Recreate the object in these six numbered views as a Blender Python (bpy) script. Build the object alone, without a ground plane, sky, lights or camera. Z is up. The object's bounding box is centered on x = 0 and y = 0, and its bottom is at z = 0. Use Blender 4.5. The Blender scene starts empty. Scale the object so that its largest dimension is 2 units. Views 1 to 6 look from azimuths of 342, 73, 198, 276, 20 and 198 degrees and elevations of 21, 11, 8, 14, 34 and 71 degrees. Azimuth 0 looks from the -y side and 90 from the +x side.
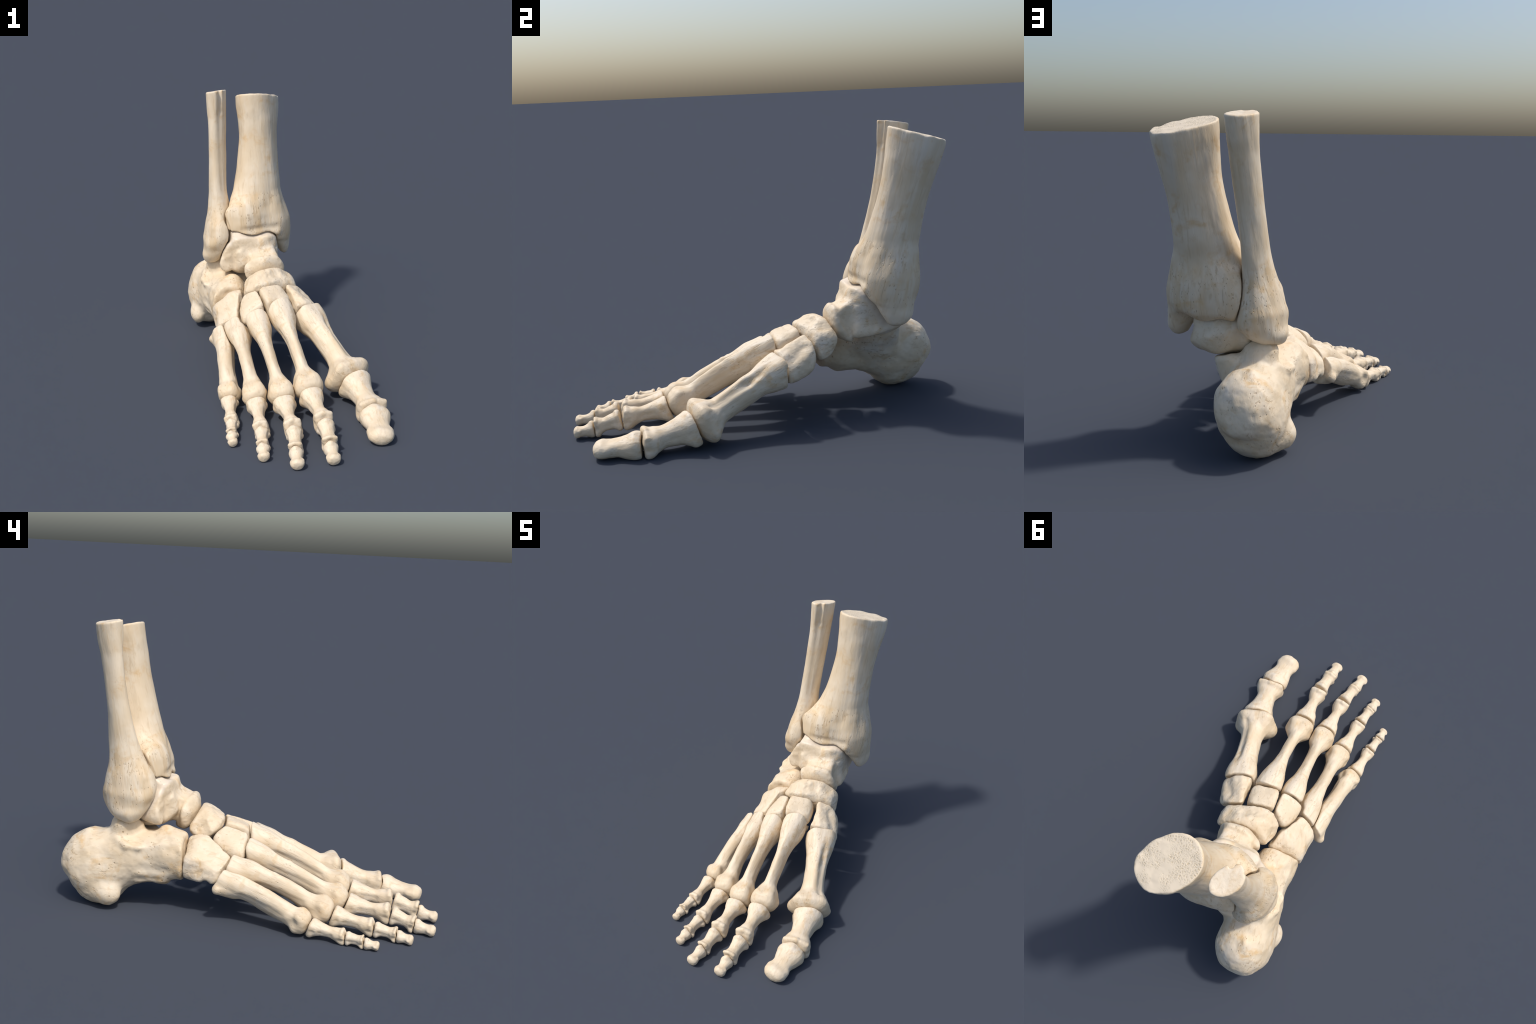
import bpy, bmesh, math
import numpy as np
from mathutils import Matrix, Vector

# ---------------------------------------------------------------- field kit
F = np.float32


def V(*a):
    return np.array(a, dtype=F)


def unit(a):
    a = np.asarray(a, dtype=np.float64)
    return (a / np.linalg.norm(a)).astype(F)


class Grid:
    """A block of sample points around one bone."""

    def __init__(self, lo, hi, h):
        self.h = h
        self.lo = np.asarray(lo, dtype=np.float64)
        n = np.ceil((np.asarray(hi) - self.lo) / h).astype(int) + 1
        ax = [(self.lo[i] + h * np.arange(n[i])).astype(F) for i in range(3)]
        self.P = np.stack(np.meshgrid(*ax, indexing='ij'), -1)

    def normalise(self, f):
        g = np.gradient(f, self.h)
        m = np.sqrt(g[0] ** 2 + g[1] ** 2 + g[2] ** 2)
        return f / np.clip(m, 0.35, 4.0)


def smin(a, b, k):
    h = np.clip(0.5 + 0.5 * (b - a) / k, 0, 1)
    return b + (a - b) * h - k * h * (1 - h)


def smax(a, b, k):
    return -smin(-a, -b, k)


def curve_interp(x, xs, ys):
    """Monotone-ish cubic through control points, clamped at the ends."""
    xs = np.asarray(xs, dtype=np.float64)
    ys = np.asarray(ys, dtype=np.float64)
    d = np.diff(xs)
    s = np.diff(ys) / d
    m = np.zeros_like(ys)
    m[1:-1] = np.where(s[:-1] * s[1:] > 0,
                       2 * s[:-1] * s[1:] / np.where(np.abs(s[:-1] + s[1:]) < 1e-9, 1, s[:-1] + s[1:]), 0)
    m[0], m[-1] = s[0], s[-1]
    t = np.linspace(xs[0], xs[-1], 400)
    i = np.clip(np.searchsorted(xs, t, side='right') - 1, 0, len(xs) - 2)
    u = (t - xs[i]) / d[i]
    y = ((2 * u**3 - 3 * u**2 + 1) * ys[i] + (u**3 - 2 * u**2 + u) * d[i] * m[i]
         + (-2 * u**3 + 3 * u**2) * ys[i + 1] + (u**3 - u**2) * d[i] * m[i + 1])
    return np.interp(x, t, y).astype(F)


# every primitive is a function Grid -> field (negative inside)
def ell(c, r, rot=None):
    c, r = V(*c), V(*r)
    R = None if rot is None else np.array(rot, dtype=F)

    def f(G):
        q = G.P - c
        if R is not None:
            q = q @ R.T
        k0 = np.sqrt(((q / r) ** 2).sum(-1))
        k1 = np.sqrt(((q / (r * r)) ** 2).sum(-1)) + 1e-6
        return k0 * (k0 - 1) / k1
    return f


def seg_dist(P, a, b):
    a, b = V(*a), V(*b)
    d = b - a
    t = np.clip(((P - a) @ d) / float(d @ d), 0, 1)
    q = P - a - t[..., None] * d
    return np.sqrt((q * q).sum(-1)), t


def cap(a, b, ra, rb):
    def f(G):
        d, t = seg_dist(G.P, a, b)
        return d - (ra + (rb - ra) * t)
    return f


def loft(o, W, H, L, st, k0=0.02, k1=0.02):
    """Skin through cross-sections. A station is
    (l, cw, ch, w_minus, w_plus, h_minus, h_plus, exponent[, twist])."""
    o, W, H, L = V(*o), unit(W), unit(H), unit(L)
    S = np.array(st, dtype=np.float64)

    def f(G):
        q = G.P - o
        l = q @ L
        c = [curve_interp(l, S[:, 0], S[:, i]) for i in range(1, 8)]
        x = q @ W - c[0]
        y = q @ H - c[1]
        if S.shape[1] > 8:
            a = np.radians(curve_interp(l, S[:, 0], S[:, 8]))
            x, y = x * np.cos(a) + y * np.sin(a), y * np.cos(a) - x * np.sin(a)
        rx = np.where(x > 0, c[3], c[2])
        ry = np.where(y > 0, c[5], c[4])
        n = c[6]
        rho = ((np.abs(x) / rx + 1e-5) ** n + (np.abs(y) / ry + 1e-5) ** n) ** (1 / n)
        d = G.normalise((rho - 1) * np.minimum(rx, ry))
        d = smax(d, S[0, 0] - l, k0)
        return smax(d, l - S[-1, 0], k1)
    return f


def hull(points, k=0.017, grow=0.010):
    """Rounded convex block spanned by corner points."""
    bm = bmesh.new()
    for p in points:
        bm.verts.new(p)
    r = bmesh.ops.convex_hull(bm, input=bm.verts)
    bm.normal_update()
    cen = np.mean(np.array(points), axis=0)
    planes = []
    for fc in bm.faces:
        n = np.array(fc.normal)
        p = np.array(fc.verts[0].co)
        if n @ (p - cen) < 0:
            n = -n
        d = n @ p
        if not any(np.dot(n, m) > 0.985 and abs(d - e) < 0.02 for m, e in planes):
            planes.append((n, d))
    bm.free()
    N = np.array([p[0] for p in planes], dtype=F)
    D = np.array([p[1] for p in planes], dtype=F)

    def f(G):
        m = None
        for n, d in zip(N, D):
            v = G.P @ n - d - grow
            m = v if m is None else smax(m, v, k * 2)
        return m
    return f


def union(k, *fs):
    def f(G):
        d = fs[0](G)
        for g in fs[1:]:
            d = smin(d, g(G), k)
        return d
    return f


def dent(c, r, h):
    """Push the surface in (h>0) or out (h<0) around a point."""
    return ('p', c, None, r, h)


def groove(a, b, r, h, h2=None):
    """Same along a line; the depth may run from h to h2."""
    return ('s', a, b, r, (h, h if h2 is None else h2))


def sculpt(base, ops):
    """Raise or hollow the surface locally; each stroke only touches its own box."""
    def f(G):
        d = base(G)
        for kind, a, b, r, h in ops:
            b2 = a if b is None else b
            lo = np.minimum(a, b2) - 2.6 * r
            hi = np.maximum(a, b2) + 2.6 * r
            i0 = np.clip(np.floor((lo - G.lo) / G.h).astype(int), 0, None)
            i1 = np.minimum(np.ceil((hi - G.lo) / G.h).astype(int) + 1, d.shape)
            if (i1 <= i0).any():
                continue
            sl = tuple(slice(x, y) for x, y in zip(i0, i1))
            P = G.P[sl]
            if kind == 'p':
                q2 = ((P - V(*a)) ** 2).sum(-1)
            else:
                q, t = seg_dist(P, a, b)
                q2, h = q * q, h[0] + (h[1] - h[0]) * t
            d[sl] += h * np.exp(-q2 / (r * r))
        return d
    return f


FIELD = {}


def sampled(key, G):
    """Field of a finished bone, resampled on another bone's grid (far away: large)."""
    lo, h, f = FIELD[key]
    out = np.full(G.P.shape[:3], 0.05, dtype=F)
    ax = [(G.P[:, 0, 0, 0], 0), (G.P[0, :, 0, 1], 1), (G.P[0, 0, :, 2], 2)]
    g, sl = f, []
    for c, i in ax:
        u = (c - lo[i]) / h
        ok = np.where((u >= 0) & (u < f.shape[i] - 1.001))[0]
        if len(ok) == 0:
            return out
        sl.append(slice(ok[0], ok[-1] + 1))
        u = u[ok[0]:ok[-1] + 1]
        k = np.floor(u).astype(int)
        w = (u - k).astype(F).reshape([-1 if j == i else 1 for j in range(3)])
        g = np.take(g, k, axis=i) * (1 - w) + np.take(g, k + 1, axis=i) * w
    out[tuple(sl)] = g
    return out


def cut(base, key, gap, k=0.018):
    def f(G):
        return smax(base(G), gap - sampled(key, G), k)
    return f


def hash3(i, j, k, seed):
    n = (i * 374761393 + j * 668265263 + k * 1274126177 + seed * 974711) & 0xffffffff
    n = ((n ^ (n >> 13)) * 1274126177) & 0xffffffff
    n = n ^ (n >> 16)
    return (n & 0xffff) / 32767.5 - 1.0


def noise3(P, seed):
    i = np.floor(P).astype(np.int64)
    u = P - i
    u = u * u * (3 - 2 * u)
    r = 0
    for a in (0, 1):
        for b in (0, 1):
            for c in (0, 1):
                w = ((u[:, 0] if a else 1 - u[:, 0]) * (u[:, 1] if b else 1 - u[:, 1])
                     * (u[:, 2] if c else 1 - u[:, 2]))
                r = r + w * hash3(i[:, 0] + a, i[:, 1] + b, i[:, 2] + c, seed)
    return r


def surface(f, G):
    """Surface nets: one vertex per mixed cell, one quad per crossed edge."""
    ins = f < 0
    nx, ny, nz = f.shape
    cnt = np.zeros((nx - 1, ny - 1, nz - 1), dtype=np.int8)
    for a in (0, 1):
        for b in (0, 1):
            for c in (0, 1):
                cnt += ins[a:nx - 1 + a, b:ny - 1 + b, c:nz - 1 + c]
    act = (cnt > 0) & (cnt < 8)
    I = np.argwhere(act)
    idx = -np.ones(act.shape, dtype=np.int64)
    idx[act] = np.arange(len(I))
    acc = np.zeros((len(I), 3))
    num = np.zeros(len(I))
    cor = [(a, b, c) for a in (0, 1) for b in (0, 1) for c in (0, 1)]
    for A in cor:
        for B in cor:
            if sum(B) - sum(A) == 1 and all(y >= x for x, y in zip(A, B)):
                fa = f[I[:, 0] + A[0], I[:, 1] + A[1], I[:, 2] + A[2]]
                fb = f[I[:, 0] + B[0], I[:, 1] + B[1], I[:, 2] + B[2]]
                m = (fa < 0) != (fb < 0)
                t = np.where(m, fa / np.where(m, fa - fb, 1), 0)
                p = np.array(A)[None] + t[:, None] * (np.array(B) - np.array(A))[None]
                acc += np.where(m[:, None], p, 0)
                num += m
    verts = (I + acc / num[:, None]) * G.h + G.lo
    quads = []
    for ax in range(3):
        sl0 = [slice(None)] * 3
        sl1 = [slice(None)] * 3
        sl0[ax], sl1[ax] = slice(0, -1), slice(1, None)
        a, b = ins[tuple(sl0)], ins[tuple(sl1)]
        E = np.argwhere(a != b)
        o1, o2 = (ax + 1) % 3, (ax + 2) % 3
        E = E[(E[:, o1] > 0) & (E[:, o2] > 0)]
        E = E[(E[:, o1] < f.shape[o1] - 1) & (E[:, o2] < f.shape[o2] - 1)]
        flip = ~a[tuple(E.T)]

        def cell(d1, d2):
            C = E.copy()
            C[:, o1] -= d1
            C[:, o2] -= d2
            return idx[tuple(C.T)]
        Q = np.stack([cell(1, 1), cell(0, 1), cell(0, 0), cell(1, 0)], 1)
        Q[flip] = Q[flip][:, ::-1]
        quads.append(Q)
    return verts, np.concatenate(quads)


def relax(v, q, n, lam):
    e = np.concatenate([q[:, [0, 1]], q[:, [1, 2]], q[:, [2, 3]], q[:, [3, 0]]])
    e = np.concatenate([e, e[:, ::-1]])
    deg = np.bincount(e[:, 0], minlength=len(v)).astype(float)
    for it in range(n):
        for l in (lam, -lam * 1.02):
            s = np.stack([np.bincount(e[:, 0], weights=v[e[:, 1], i], minlength=len(v)) for i in range(3)], 1)
            v = v + l * (s / deg[:, None] - v)
    return v


def vnormals(v, q):
    n = np.cross(v[q[:, 2]] - v[q[:, 0]], v[q[:, 3]] - v[q[:, 1]])
    N = np.stack([np.bincount(q.ravel(), weights=np.repeat(n[:, i], 4), minlength=len(v)) for i in range(3)], 1)
    return N / (np.linalg.norm(N, axis=1, keepdims=True) + 1e-12)


def biggest(v, q):
    """Keep the largest connected piece (drops crumbs left by a cut)."""
    lab = np.arange(len(v))
    while True:
        m = lab[q].min(1)
        new = lab.copy()
        np.minimum.at(new, q.ravel(), np.repeat(m, 4))
        new = new[new]
        if (new == lab).all():
            break
        lab = new
    best = np.bincount(lab).argmax()
    keep = lab == best
    remap = np.cumsum(keep) - 1
    return v[keep], remap[q[keep[q[:, 0]]]]


# ---------------------------------------------------------------- materials
def nd(nt, kind, **kw):
    n = nt.nodes.new(kind)
    for k, val in kw.items():
        if k in n.inputs:
            n.inputs[k].default_value = val
        else:
            setattr(n, k, val)
    return n


def bone_material(name, streak=(1, 1, 1), pits=1.0, tint=0.0, scale=1.0, band=None, cartilage=False):
    """Dry bone: cream with ochre blotches, streaks along the bone, grey wash, nutrient pits.
    band: stretch of local z with many pits; cartilage: glossy pinkish joint surface of the ankle roller."""
    m = bpy.data.materials.new(name)
    m.use_nodes = True
    nt = m.node_tree
    nt.nodes.clear()
    L = nt.links.new
    out = nd(nt, 'ShaderNodeOutputMaterial')
    bs = nd(nt, 'ShaderNodeBsdfPrincipled')
    bs.inputs['Roughness'].default_value = 0.5
    bs.inputs['Specular IOR Level'].default_value = 0.35
    L(bs.outputs[0], out.inputs[0])
    tc = nd(nt, 'ShaderNodeTexCoord')
    obj = tc.outputs['Object']

    def mapping(sc):
        n = nd(nt, 'ShaderNodeMapping')
        n.inputs['Scale'].default_value = sc
        L(obj, n.inputs[0])
        return n.outputs[0]

    def noise(src, sc, det=4, rough=0.55, dist=0.0):
        n = nd(nt, 'ShaderNodeTexNoise')
        n.inputs['Scale'].default_value = sc
        n.inputs['Detail'].default_value = det
        n.inputs['Roughness'].default_value = rough
        n.inputs['Distortion'].default_value = dist
        L(src, n.inputs['Vector'])
        return n.outputs['Fac']

    def ramp(src, lo, hi, a=0.0, b=1.0):
        n = nd(nt, 'ShaderNodeMapRange')
        n.inputs[1].default_value, n.inputs[2].default_value = lo, hi
        n.inputs[3].default_value, n.inputs[4].default_value = a, b
        n.interpolation_type = 'SMOOTHSTEP'
        L(src, n.inputs[0])
        return n.outputs[0]

    def mix(fac, a, b):
        n = nd(nt, 'ShaderNodeMix', data_type='RGBA')
        L(fac, n.inputs[0])
        for s, i in ((a, 6), (b, 7)):
            if isinstance(s, tuple):
                n.inputs[i].default_value = (*s, 1)
            else:
                L(s, n.inputs[i])
        return n.outputs[2]

    def math2(op, a, b):
        n = nd(nt, 'ShaderNodeMath', operation=op)
        for s, i in ((a, 0), (b, 1)):
            if isinstance(s, float):
                n.inputs[i].default_value = s
            else:
                L(s, n.inputs[i])
        return n.outputs[0]

    def mul(a, b):
        return math2('MULTIPLY', a, b)

    strk = mapping(streak)
    base = mix(ramp(noise(obj, 6 * scale, 3), 0.35, 0.65), (0.735, 0.600, 0.420), (0.805, 0.690, 0.525))
    # warm ochre blotches, broken up by finer noise
    blot = mul(ramp(noise(obj, 8 * scale, 4, 0.6, 0.8), 0.50, 0.68), ramp(noise(obj, 30 * scale, 4, 0.6), 0.30, 0.62))
    c = mix(mul(blot, 0.70 + 0.25 * tint), base, (0.680, 0.465, 0.235))
    # streaks along the bone, broad and fine
    st1 = ramp(noise(strk, 14 * scale, 4, 0.6, 0.5), 0.50, 0.70)
    st2 = ramp(noise(strk, 48 * scale, 4, 0.65, 0.6), 0.52, 0.70)
    c = mix(mul(st1, 0.38), c, (0.680, 0.510, 0.300))
    c = mix(mul(st2, 0.42), c, (0.560, 0.410, 0.235))
    # cooler grey-white wash
    gr = mul(ramp(noise(strk, 9 * scale, 3, 0.5, 0.3), 0.54, 0.72), 0.40)
    c = mix(gr, c, (0.690, 0.655, 0.595))
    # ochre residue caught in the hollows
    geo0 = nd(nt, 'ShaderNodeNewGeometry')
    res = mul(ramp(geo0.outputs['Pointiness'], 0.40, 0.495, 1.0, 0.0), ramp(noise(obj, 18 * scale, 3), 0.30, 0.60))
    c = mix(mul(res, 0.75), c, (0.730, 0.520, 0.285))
    # small nutrient pits: short dark dashes, in patches
    vo = nd(nt, 'ShaderNodeTexVoronoi')
    vo.inputs['Scale'].default_value = 105 * scale
    L(mapping(tuple(1.0 if x >= 1 else 0.42 for x in streak)), vo.inputs['Vector'])
    pit = ramp(math2('ADD', vo.outputs['Distance'], mul(noise(strk, 120, 2), 0.35)), 0.24, 0.46, 1.0, 0.0)
    sep = nd(nt, 'ShaderNodeSeparateColor')
    L(vo.outputs['Color'], sep.inputs[0])
    some = ramp(sep.outputs[0], 0.52, 0.66)
    patch = ramp(noise(obj, 9 * scale, 2), 0.45, 0.60)
    if band:
        sp = nd(nt, 'ShaderNodeSeparateXYZ')
        L(obj, sp.inputs[0])
        lo, hi = band
        inb = mul(ramp(sp.outputs[2], lo, lo + 0.05), ramp(sp.outputs[2], hi - 0.06, hi, 1.0, 0.0))
        patch = mul(math2('ADD', mul(inb, 0.9), 0.12), ramp(noise(obj, 11 * scale, 2), 0.38, 0.56))
        c = mix(mul(mul(inb, ramp(noise(strk, 16, 4, 0.6, 0.6), 0.40, 0.62)), 0.45), c, (0.690, 0.500, 0.280))
    pm = mul(mul(pit, some), patch)
    c = mix(mul(pm, 0.62 * pits), c, (0.330, 0.195, 0.080))
    # short hair cracks
    hc = mul(ramp(noise(mapping(tuple(x * 0.6 for x in streak)), 110 * scale, 3, 0.6, 0.8), 0.58, 0.66), patch)
    c = mix(mul(hc, 0.40 * pits), c, (0.410, 0.265, 0.125))
    rough = None
    if cartilage:
        geo = nd(nt, 'ShaderNodeNewGeometry')
        sp = nd(nt, 'ShaderNodeSeparateXYZ')
        L(geo.outputs['Position'], sp.inputs[0])
        k = math2('ADD', sp.outputs[1], mul(sp.outputs[2], 0.58))
        k = math2('ADD', k, mul(noise(obj, 22, 2), 0.03))
        cm = mul(ramp(k, 0.828, 0.848), ramp(sp.outputs[1], 0.60, 0.64, 1.0, 0.0))
        c = mix(cm, c, (0.745, 0.645, 0.515))
        L(ramp(cm, 0.0, 1.0, 0.5, 0.38), bs.inputs['Roughness'])
    L(c, bs.inputs['Base Color'])
    # fine grain
    h = math2('ADD', mul(noise(strk, 70 * scale, 4, 0.6), 0.5), mul(noise(strk, 24 * scale, 3, 0.6), 0.9))
    h = math2('ADD', h, mul(pm, -1.6 * pits))
    h = math2('ADD', h, mul(hc, -0.4 * pits))
    bp = nd(nt, 'ShaderNodeBump')
    bp.inputs['Strength'].default_value = 0.45
    bp.inputs['Distance'].default_value = 0.005
    L(h, bp.inputs['Height'])
    L(bp.outputs[0], bs.inputs['Normal'])
    return m


def spongy_material():
    """Sawn end: pale rim, porous honeycomb inside."""
    m = bpy.data.materials.new('spongy_bone')
    m.use_nodes = True
    nt = m.node_tree
    L = nt.links.new
    bs = nt.nodes['Principled BSDF']
    bs.inputs['Roughness'].default_value = 0.65
    tc = nd(nt, 'ShaderNodeTexCoord')
    wob = nd(nt, 'ShaderNodeTexNoise')
    wob.inputs['Scale'].default_value = 30
    wob.inputs['Detail'].default_value = 3
    L(tc.outputs['Object'], wob.inputs['Vector'])
    mv = nd(nt, 'ShaderNodeMix', data_type='VECTOR')
    mv.inputs[0].default_value = 0.025
    L(tc.outputs['Object'], mv.inputs[4])
    L(wob.outputs['Color'], mv.inputs[5])
    vo = nd(nt, 'ShaderNodeTexVoronoi', feature='DISTANCE_TO_EDGE')
    vo.inputs['Scale'].default_value = 95
    L(mv.outputs[1], vo.inputs['Vector'])
    mk = nd(nt, 'ShaderNodeTexNoise')
    mk.inputs['Scale'].default_value = 13
    mk.inputs['Detail'].default_value = 3
    L(tc.outputs['Object'], mk.inputs['Vector'])
    r1 = nd(nt, 'ShaderNodeMapRange')
    r1.inputs[1].default_value, r1.inputs[2].default_value = 0.05, 0.40
    L(vo.outputs['Distance'], r1.inputs[0])
    r2 = nd(nt, 'ShaderNodeMapRange')
    r2.inputs[1].default_value, r2.inputs[2].default_value = 0.40, 0.62
    L(mk.outputs['Fac'], r2.inputs[0])
    ml = nd(nt, 'ShaderNodeMath', operation='MULTIPLY')
    L(r1.outputs[0], ml.inputs[0])
    L(r2.outputs[0], ml.inputs[1])
    mx = nd(nt, 'ShaderNodeMix', data_type='RGBA')
    mx.inputs[6].default_value = (0.760, 0.650, 0.490, 1)
    mx.inputs[7].default_value = (0.560, 0.440, 0.270, 1)
    L(ml.outputs[0], mx.inputs[0])
    L(mx.outputs[2], bs.inputs['Base Color'])
    bp = nd(nt, 'ShaderNodeBump')
    bp.invert = True
    bp.inputs['Strength'].default_value = 0.5
    bp.inputs['Distance'].default_value = 0.004
    L(ml.outputs[0], bp.inputs['Height'])
    L(bp.outputs[0], bs.inputs['Normal'])
    return m


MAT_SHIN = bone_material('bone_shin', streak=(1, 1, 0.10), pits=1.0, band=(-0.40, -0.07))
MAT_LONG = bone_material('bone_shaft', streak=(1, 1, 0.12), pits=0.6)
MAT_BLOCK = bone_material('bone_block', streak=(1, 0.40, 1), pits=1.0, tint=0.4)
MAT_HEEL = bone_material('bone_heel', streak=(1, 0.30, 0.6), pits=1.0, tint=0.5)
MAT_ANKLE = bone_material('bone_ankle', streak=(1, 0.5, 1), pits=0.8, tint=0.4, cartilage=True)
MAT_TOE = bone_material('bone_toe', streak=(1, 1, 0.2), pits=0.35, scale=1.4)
MAT_SPONGE = spongy_material()

# ---------------------------------------------------------------- assembly
root = bpy.data.objects.new('foot_skeleton', None)
bpy.context.scene.collection.objects.link(root)
root['label'] = 'pale skeleton of a human right foot with cut shin bones'
root['category'] = 'foot bones'
HULLS = {}


def make(name, field, lo, hi, h, mat, axis=(0, 0, 1), seed=1, rough=0.0012, wave=0.05, key=None, sawn=None, stretch=1.0):
    G = Grid(lo, hi, h)
    f = field(G).astype(F)
    FIELD[key or name] = (G.lo, h, f)
    v, q = surface(f, G)
    v, q = biggest(v, q)
    v = relax(v, q, 2, 0.5)
    z = unit(axis)
    x = unit(np.cross((0, 1, 0) if abs(z[1]) < 0.9 else (1, 0, 0), z))
    y = np.cross(z, x)
    R = np.stack([x, y, z], 1).astype(np.float64)
    n = vnormals(v, q)
    w = (v @ R) * np.array([1, 1, stretch]) / wave
    fold = 1 - 2 * np.abs(noise3(w * 1.1 + 3.7, seed + 3))              # soft ridges
    amp = rough * (noise3(w, seed) + 0.55 * fold * noise3(w * 0.6, seed + 5) + 0.45 * noise3(w / 0.45, seed + 7)
                   + 0.22 * noise3(w / 0.2, seed + 13))
    v = v + n * amp[:, None]
    v[:, 2] = np.maximum(v[:, 2], 0.0006)      # it rests on the ground
    # bone frame: local z along the bone
    cen = v.mean(0)
    local = (v - cen) @ R
    me = bpy.data.meshes.new(name)
    me.vertices.add(len(v))
    me.vertices.foreach_set('co', local.astype(F).ravel())
    me.loops.add(q.size)
    me.loops.foreach_set('vertex_index', q.astype(np.int32).ravel())
    me.polygons.add(len(q))
    me.polygons.foreach_set('loop_start', np.arange(0, q.size, 4, dtype=np.int32))
    me.polygons.foreach_set('use_smooth', np.ones(len(q), dtype=bool))
    me.update(calc_edges=True)
    me.validate()
    me.materials.append(mat)
    if sawn is not None:
        # faces of the sawn end, a little inside its rim
        sn, sp, depth = sawn
        me.materials.append(MAT_SPONGE)
        fc = v[q].mean(1)
        fn = vnormals(v, q)[q].mean(1)
        on = ((fn @ unit(sn)) > 0.9) & (np.abs((fc - np.array(sp)) @ unit(sn)) < depth)
        me.polygons.foreach_set('material_index', on.astype(np.int32))
    ob = bpy.data.objects.new(name, me)
    M = Matrix.Identity(4)
    for i in range(3):
        for j in range(3):
            M[i][j] = R[i][j]
        M[i][3] = cen[i]
    ob.matrix_world = M
    ob.parent = root
    bpy.context.scene.collection.objects.link(ob)
    return ob


X, Y, Z = (1, 0, 0), (0, 1, 0), (0, 0, 1)
A = math.radians(17.5)
E1 = (math.cos(A), -math.sin(A), 0)      # across the ankle, toward the inside
E2 = (math.sin(A), math.cos(A), 0)       # ankle, toward the back


def ank(a, b, z):
    return (E1[0] * a + E2[0] * b, E1[1] * a + E2[1] * b, z)


def quad(l, a0, a1, b0, b1, n=2.2, twist=0.0):
    """Station from extents along two cross axes."""
    ca, cb = (a0 + a1) / 2, (b0 + b1) / 2
    return (l, ca, cb, ca - a0, a1 - ca, cb - b0, b1 - cb, n, twist)


def oval(l, cx, cy, a, b, twist, n=2.1):
    return (l, cx, cy, a, a, b, b, n, twist)


def top_plane(n, p, k):
    n, p = unit(n), V(*p)

    def wrap(base):
        def f(G):
            return smax(base(G), (G.P - p) @ n, k)
        return f
    return wrap


# ---- ankle bone ---------------------------------------------------------
talus_dome = loft((0, 0, 0), Y, Z, X, [          # roller under the shin bone, axis across the foot
    (-0.045, 0.565, 0.515, 0.150, 0.135, 0.100, 0.160, 2.0),
    (0.000, 0.565, 0.510, 0.160, 0.145, 0.110, 0.176, 2.0),
    (0.085, 0.568, 0.505, 0.170, 0.165, 0.110, 0.176, 2.0),
    (0.170, 0.572, 0.505, 0.165, 0.150, 0.110, 0.178, 2.0),
    (0.225, 0.575, 0.505, 0.145, 0.130, 0.110, 0.155, 2.0)], k0=0.02, k1=0.02)
talus_body = hull([
    (-0.050, 0.460, 0.650), (0.215, 0.480, 0.635), (-0.03, 0.62, 0.60), (0.215, 0.64, 0.58),
    (0.15, 0.435, 0.665), (0.02, 0.435, 0.640),
    (0.245, 0.40, 0.400), (0.250, 0.54, 0.400), (0.250, 0.695, 0.460),
    (0.11, 0.725, 0.405), (0.01, 0.715, 0.46), (0.11, 0.755, 0.51), (0.01, 0.735, 0.55), (0.18, 0.74, 0.49), (0.02, 0.48, 0.42)])
talus_flank = hull([
    (-0.135, 0.478, 0.490), (-0.108, 0.462, 0.428), (-0.125, 0.50, 0.455), (-0.07, 0.60, 0.455), (-0.055, 0.62, 0.55),
    (-0.05, 0.47, 0.640), (0.03, 0.46, 0.60), (0.03, 0.50, 0.46), (0.03, 0.62, 0.47)])
talus_head = hull([
    (0.002, 0.375, 0.540), (-0.018, 0.375, 0.440), (0.04, 0.36, 0.380), (0.090, 0.338, 0.578), (0.190, 0.338, 0.570),
    (0.075, 0.300, 0.525), (0.150, 0.302, 0.525), (0.030, 0.318, 0.500), (0.226, 0.318, 0.500), (0.240, 0.350, 0.455),
    (0.235, 0.400, 0.380), (0.10, 0.44, 0.375), (0.1, 0.310, 0.42), (0.2, 0.315, 0.43)], k=0.015, grow=0.007)
talus_neck = hull([(0.02, 0.46, 0.61), (0.21, 0.46, 0.61), (0.03, 0.34, 0.545), (0.21, 0.33, 0.555),
                   (0.04, 0.46, 0.42), (0.23, 0.46, 0.40), (0.04, 0.36, 0.42), (0.22, 0.36, 0.42)], k=0.016, grow=0.0)
talus_f = sculpt(union(0.016, talus_body, talus_dome, talus_flank, talus_head, talus_neck), [
    groove((0.02, 0.395, 0.585), (0.12, 0.375, 0.60), 0.030, 0.008),
    groove((-0.04, 0.42, 0.550), (-0.05, 0.42, 0.43), 0.024, 0.014),
    dent((-0.10, 0.455, 0.505), 0.024, 0.014),
    dent((0.235, 0.42, 0.585), 0.035, 0.012),
    groove((-0.115, 0.47, 0.54), (-0.03, 0.435, 0.59), 0.016, 0.012),
    groove((0.085, 0.42, 0.66), (0.085, 0.66, 0.64), 0.05, 0.012),
    groove((0.24, 0.40, 0.52), (0.245, 0.52, 0.48), 0.05, 0.014),
    dent((0.255, 0.60, 0.46), 0.04, 0.010),
])

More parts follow.
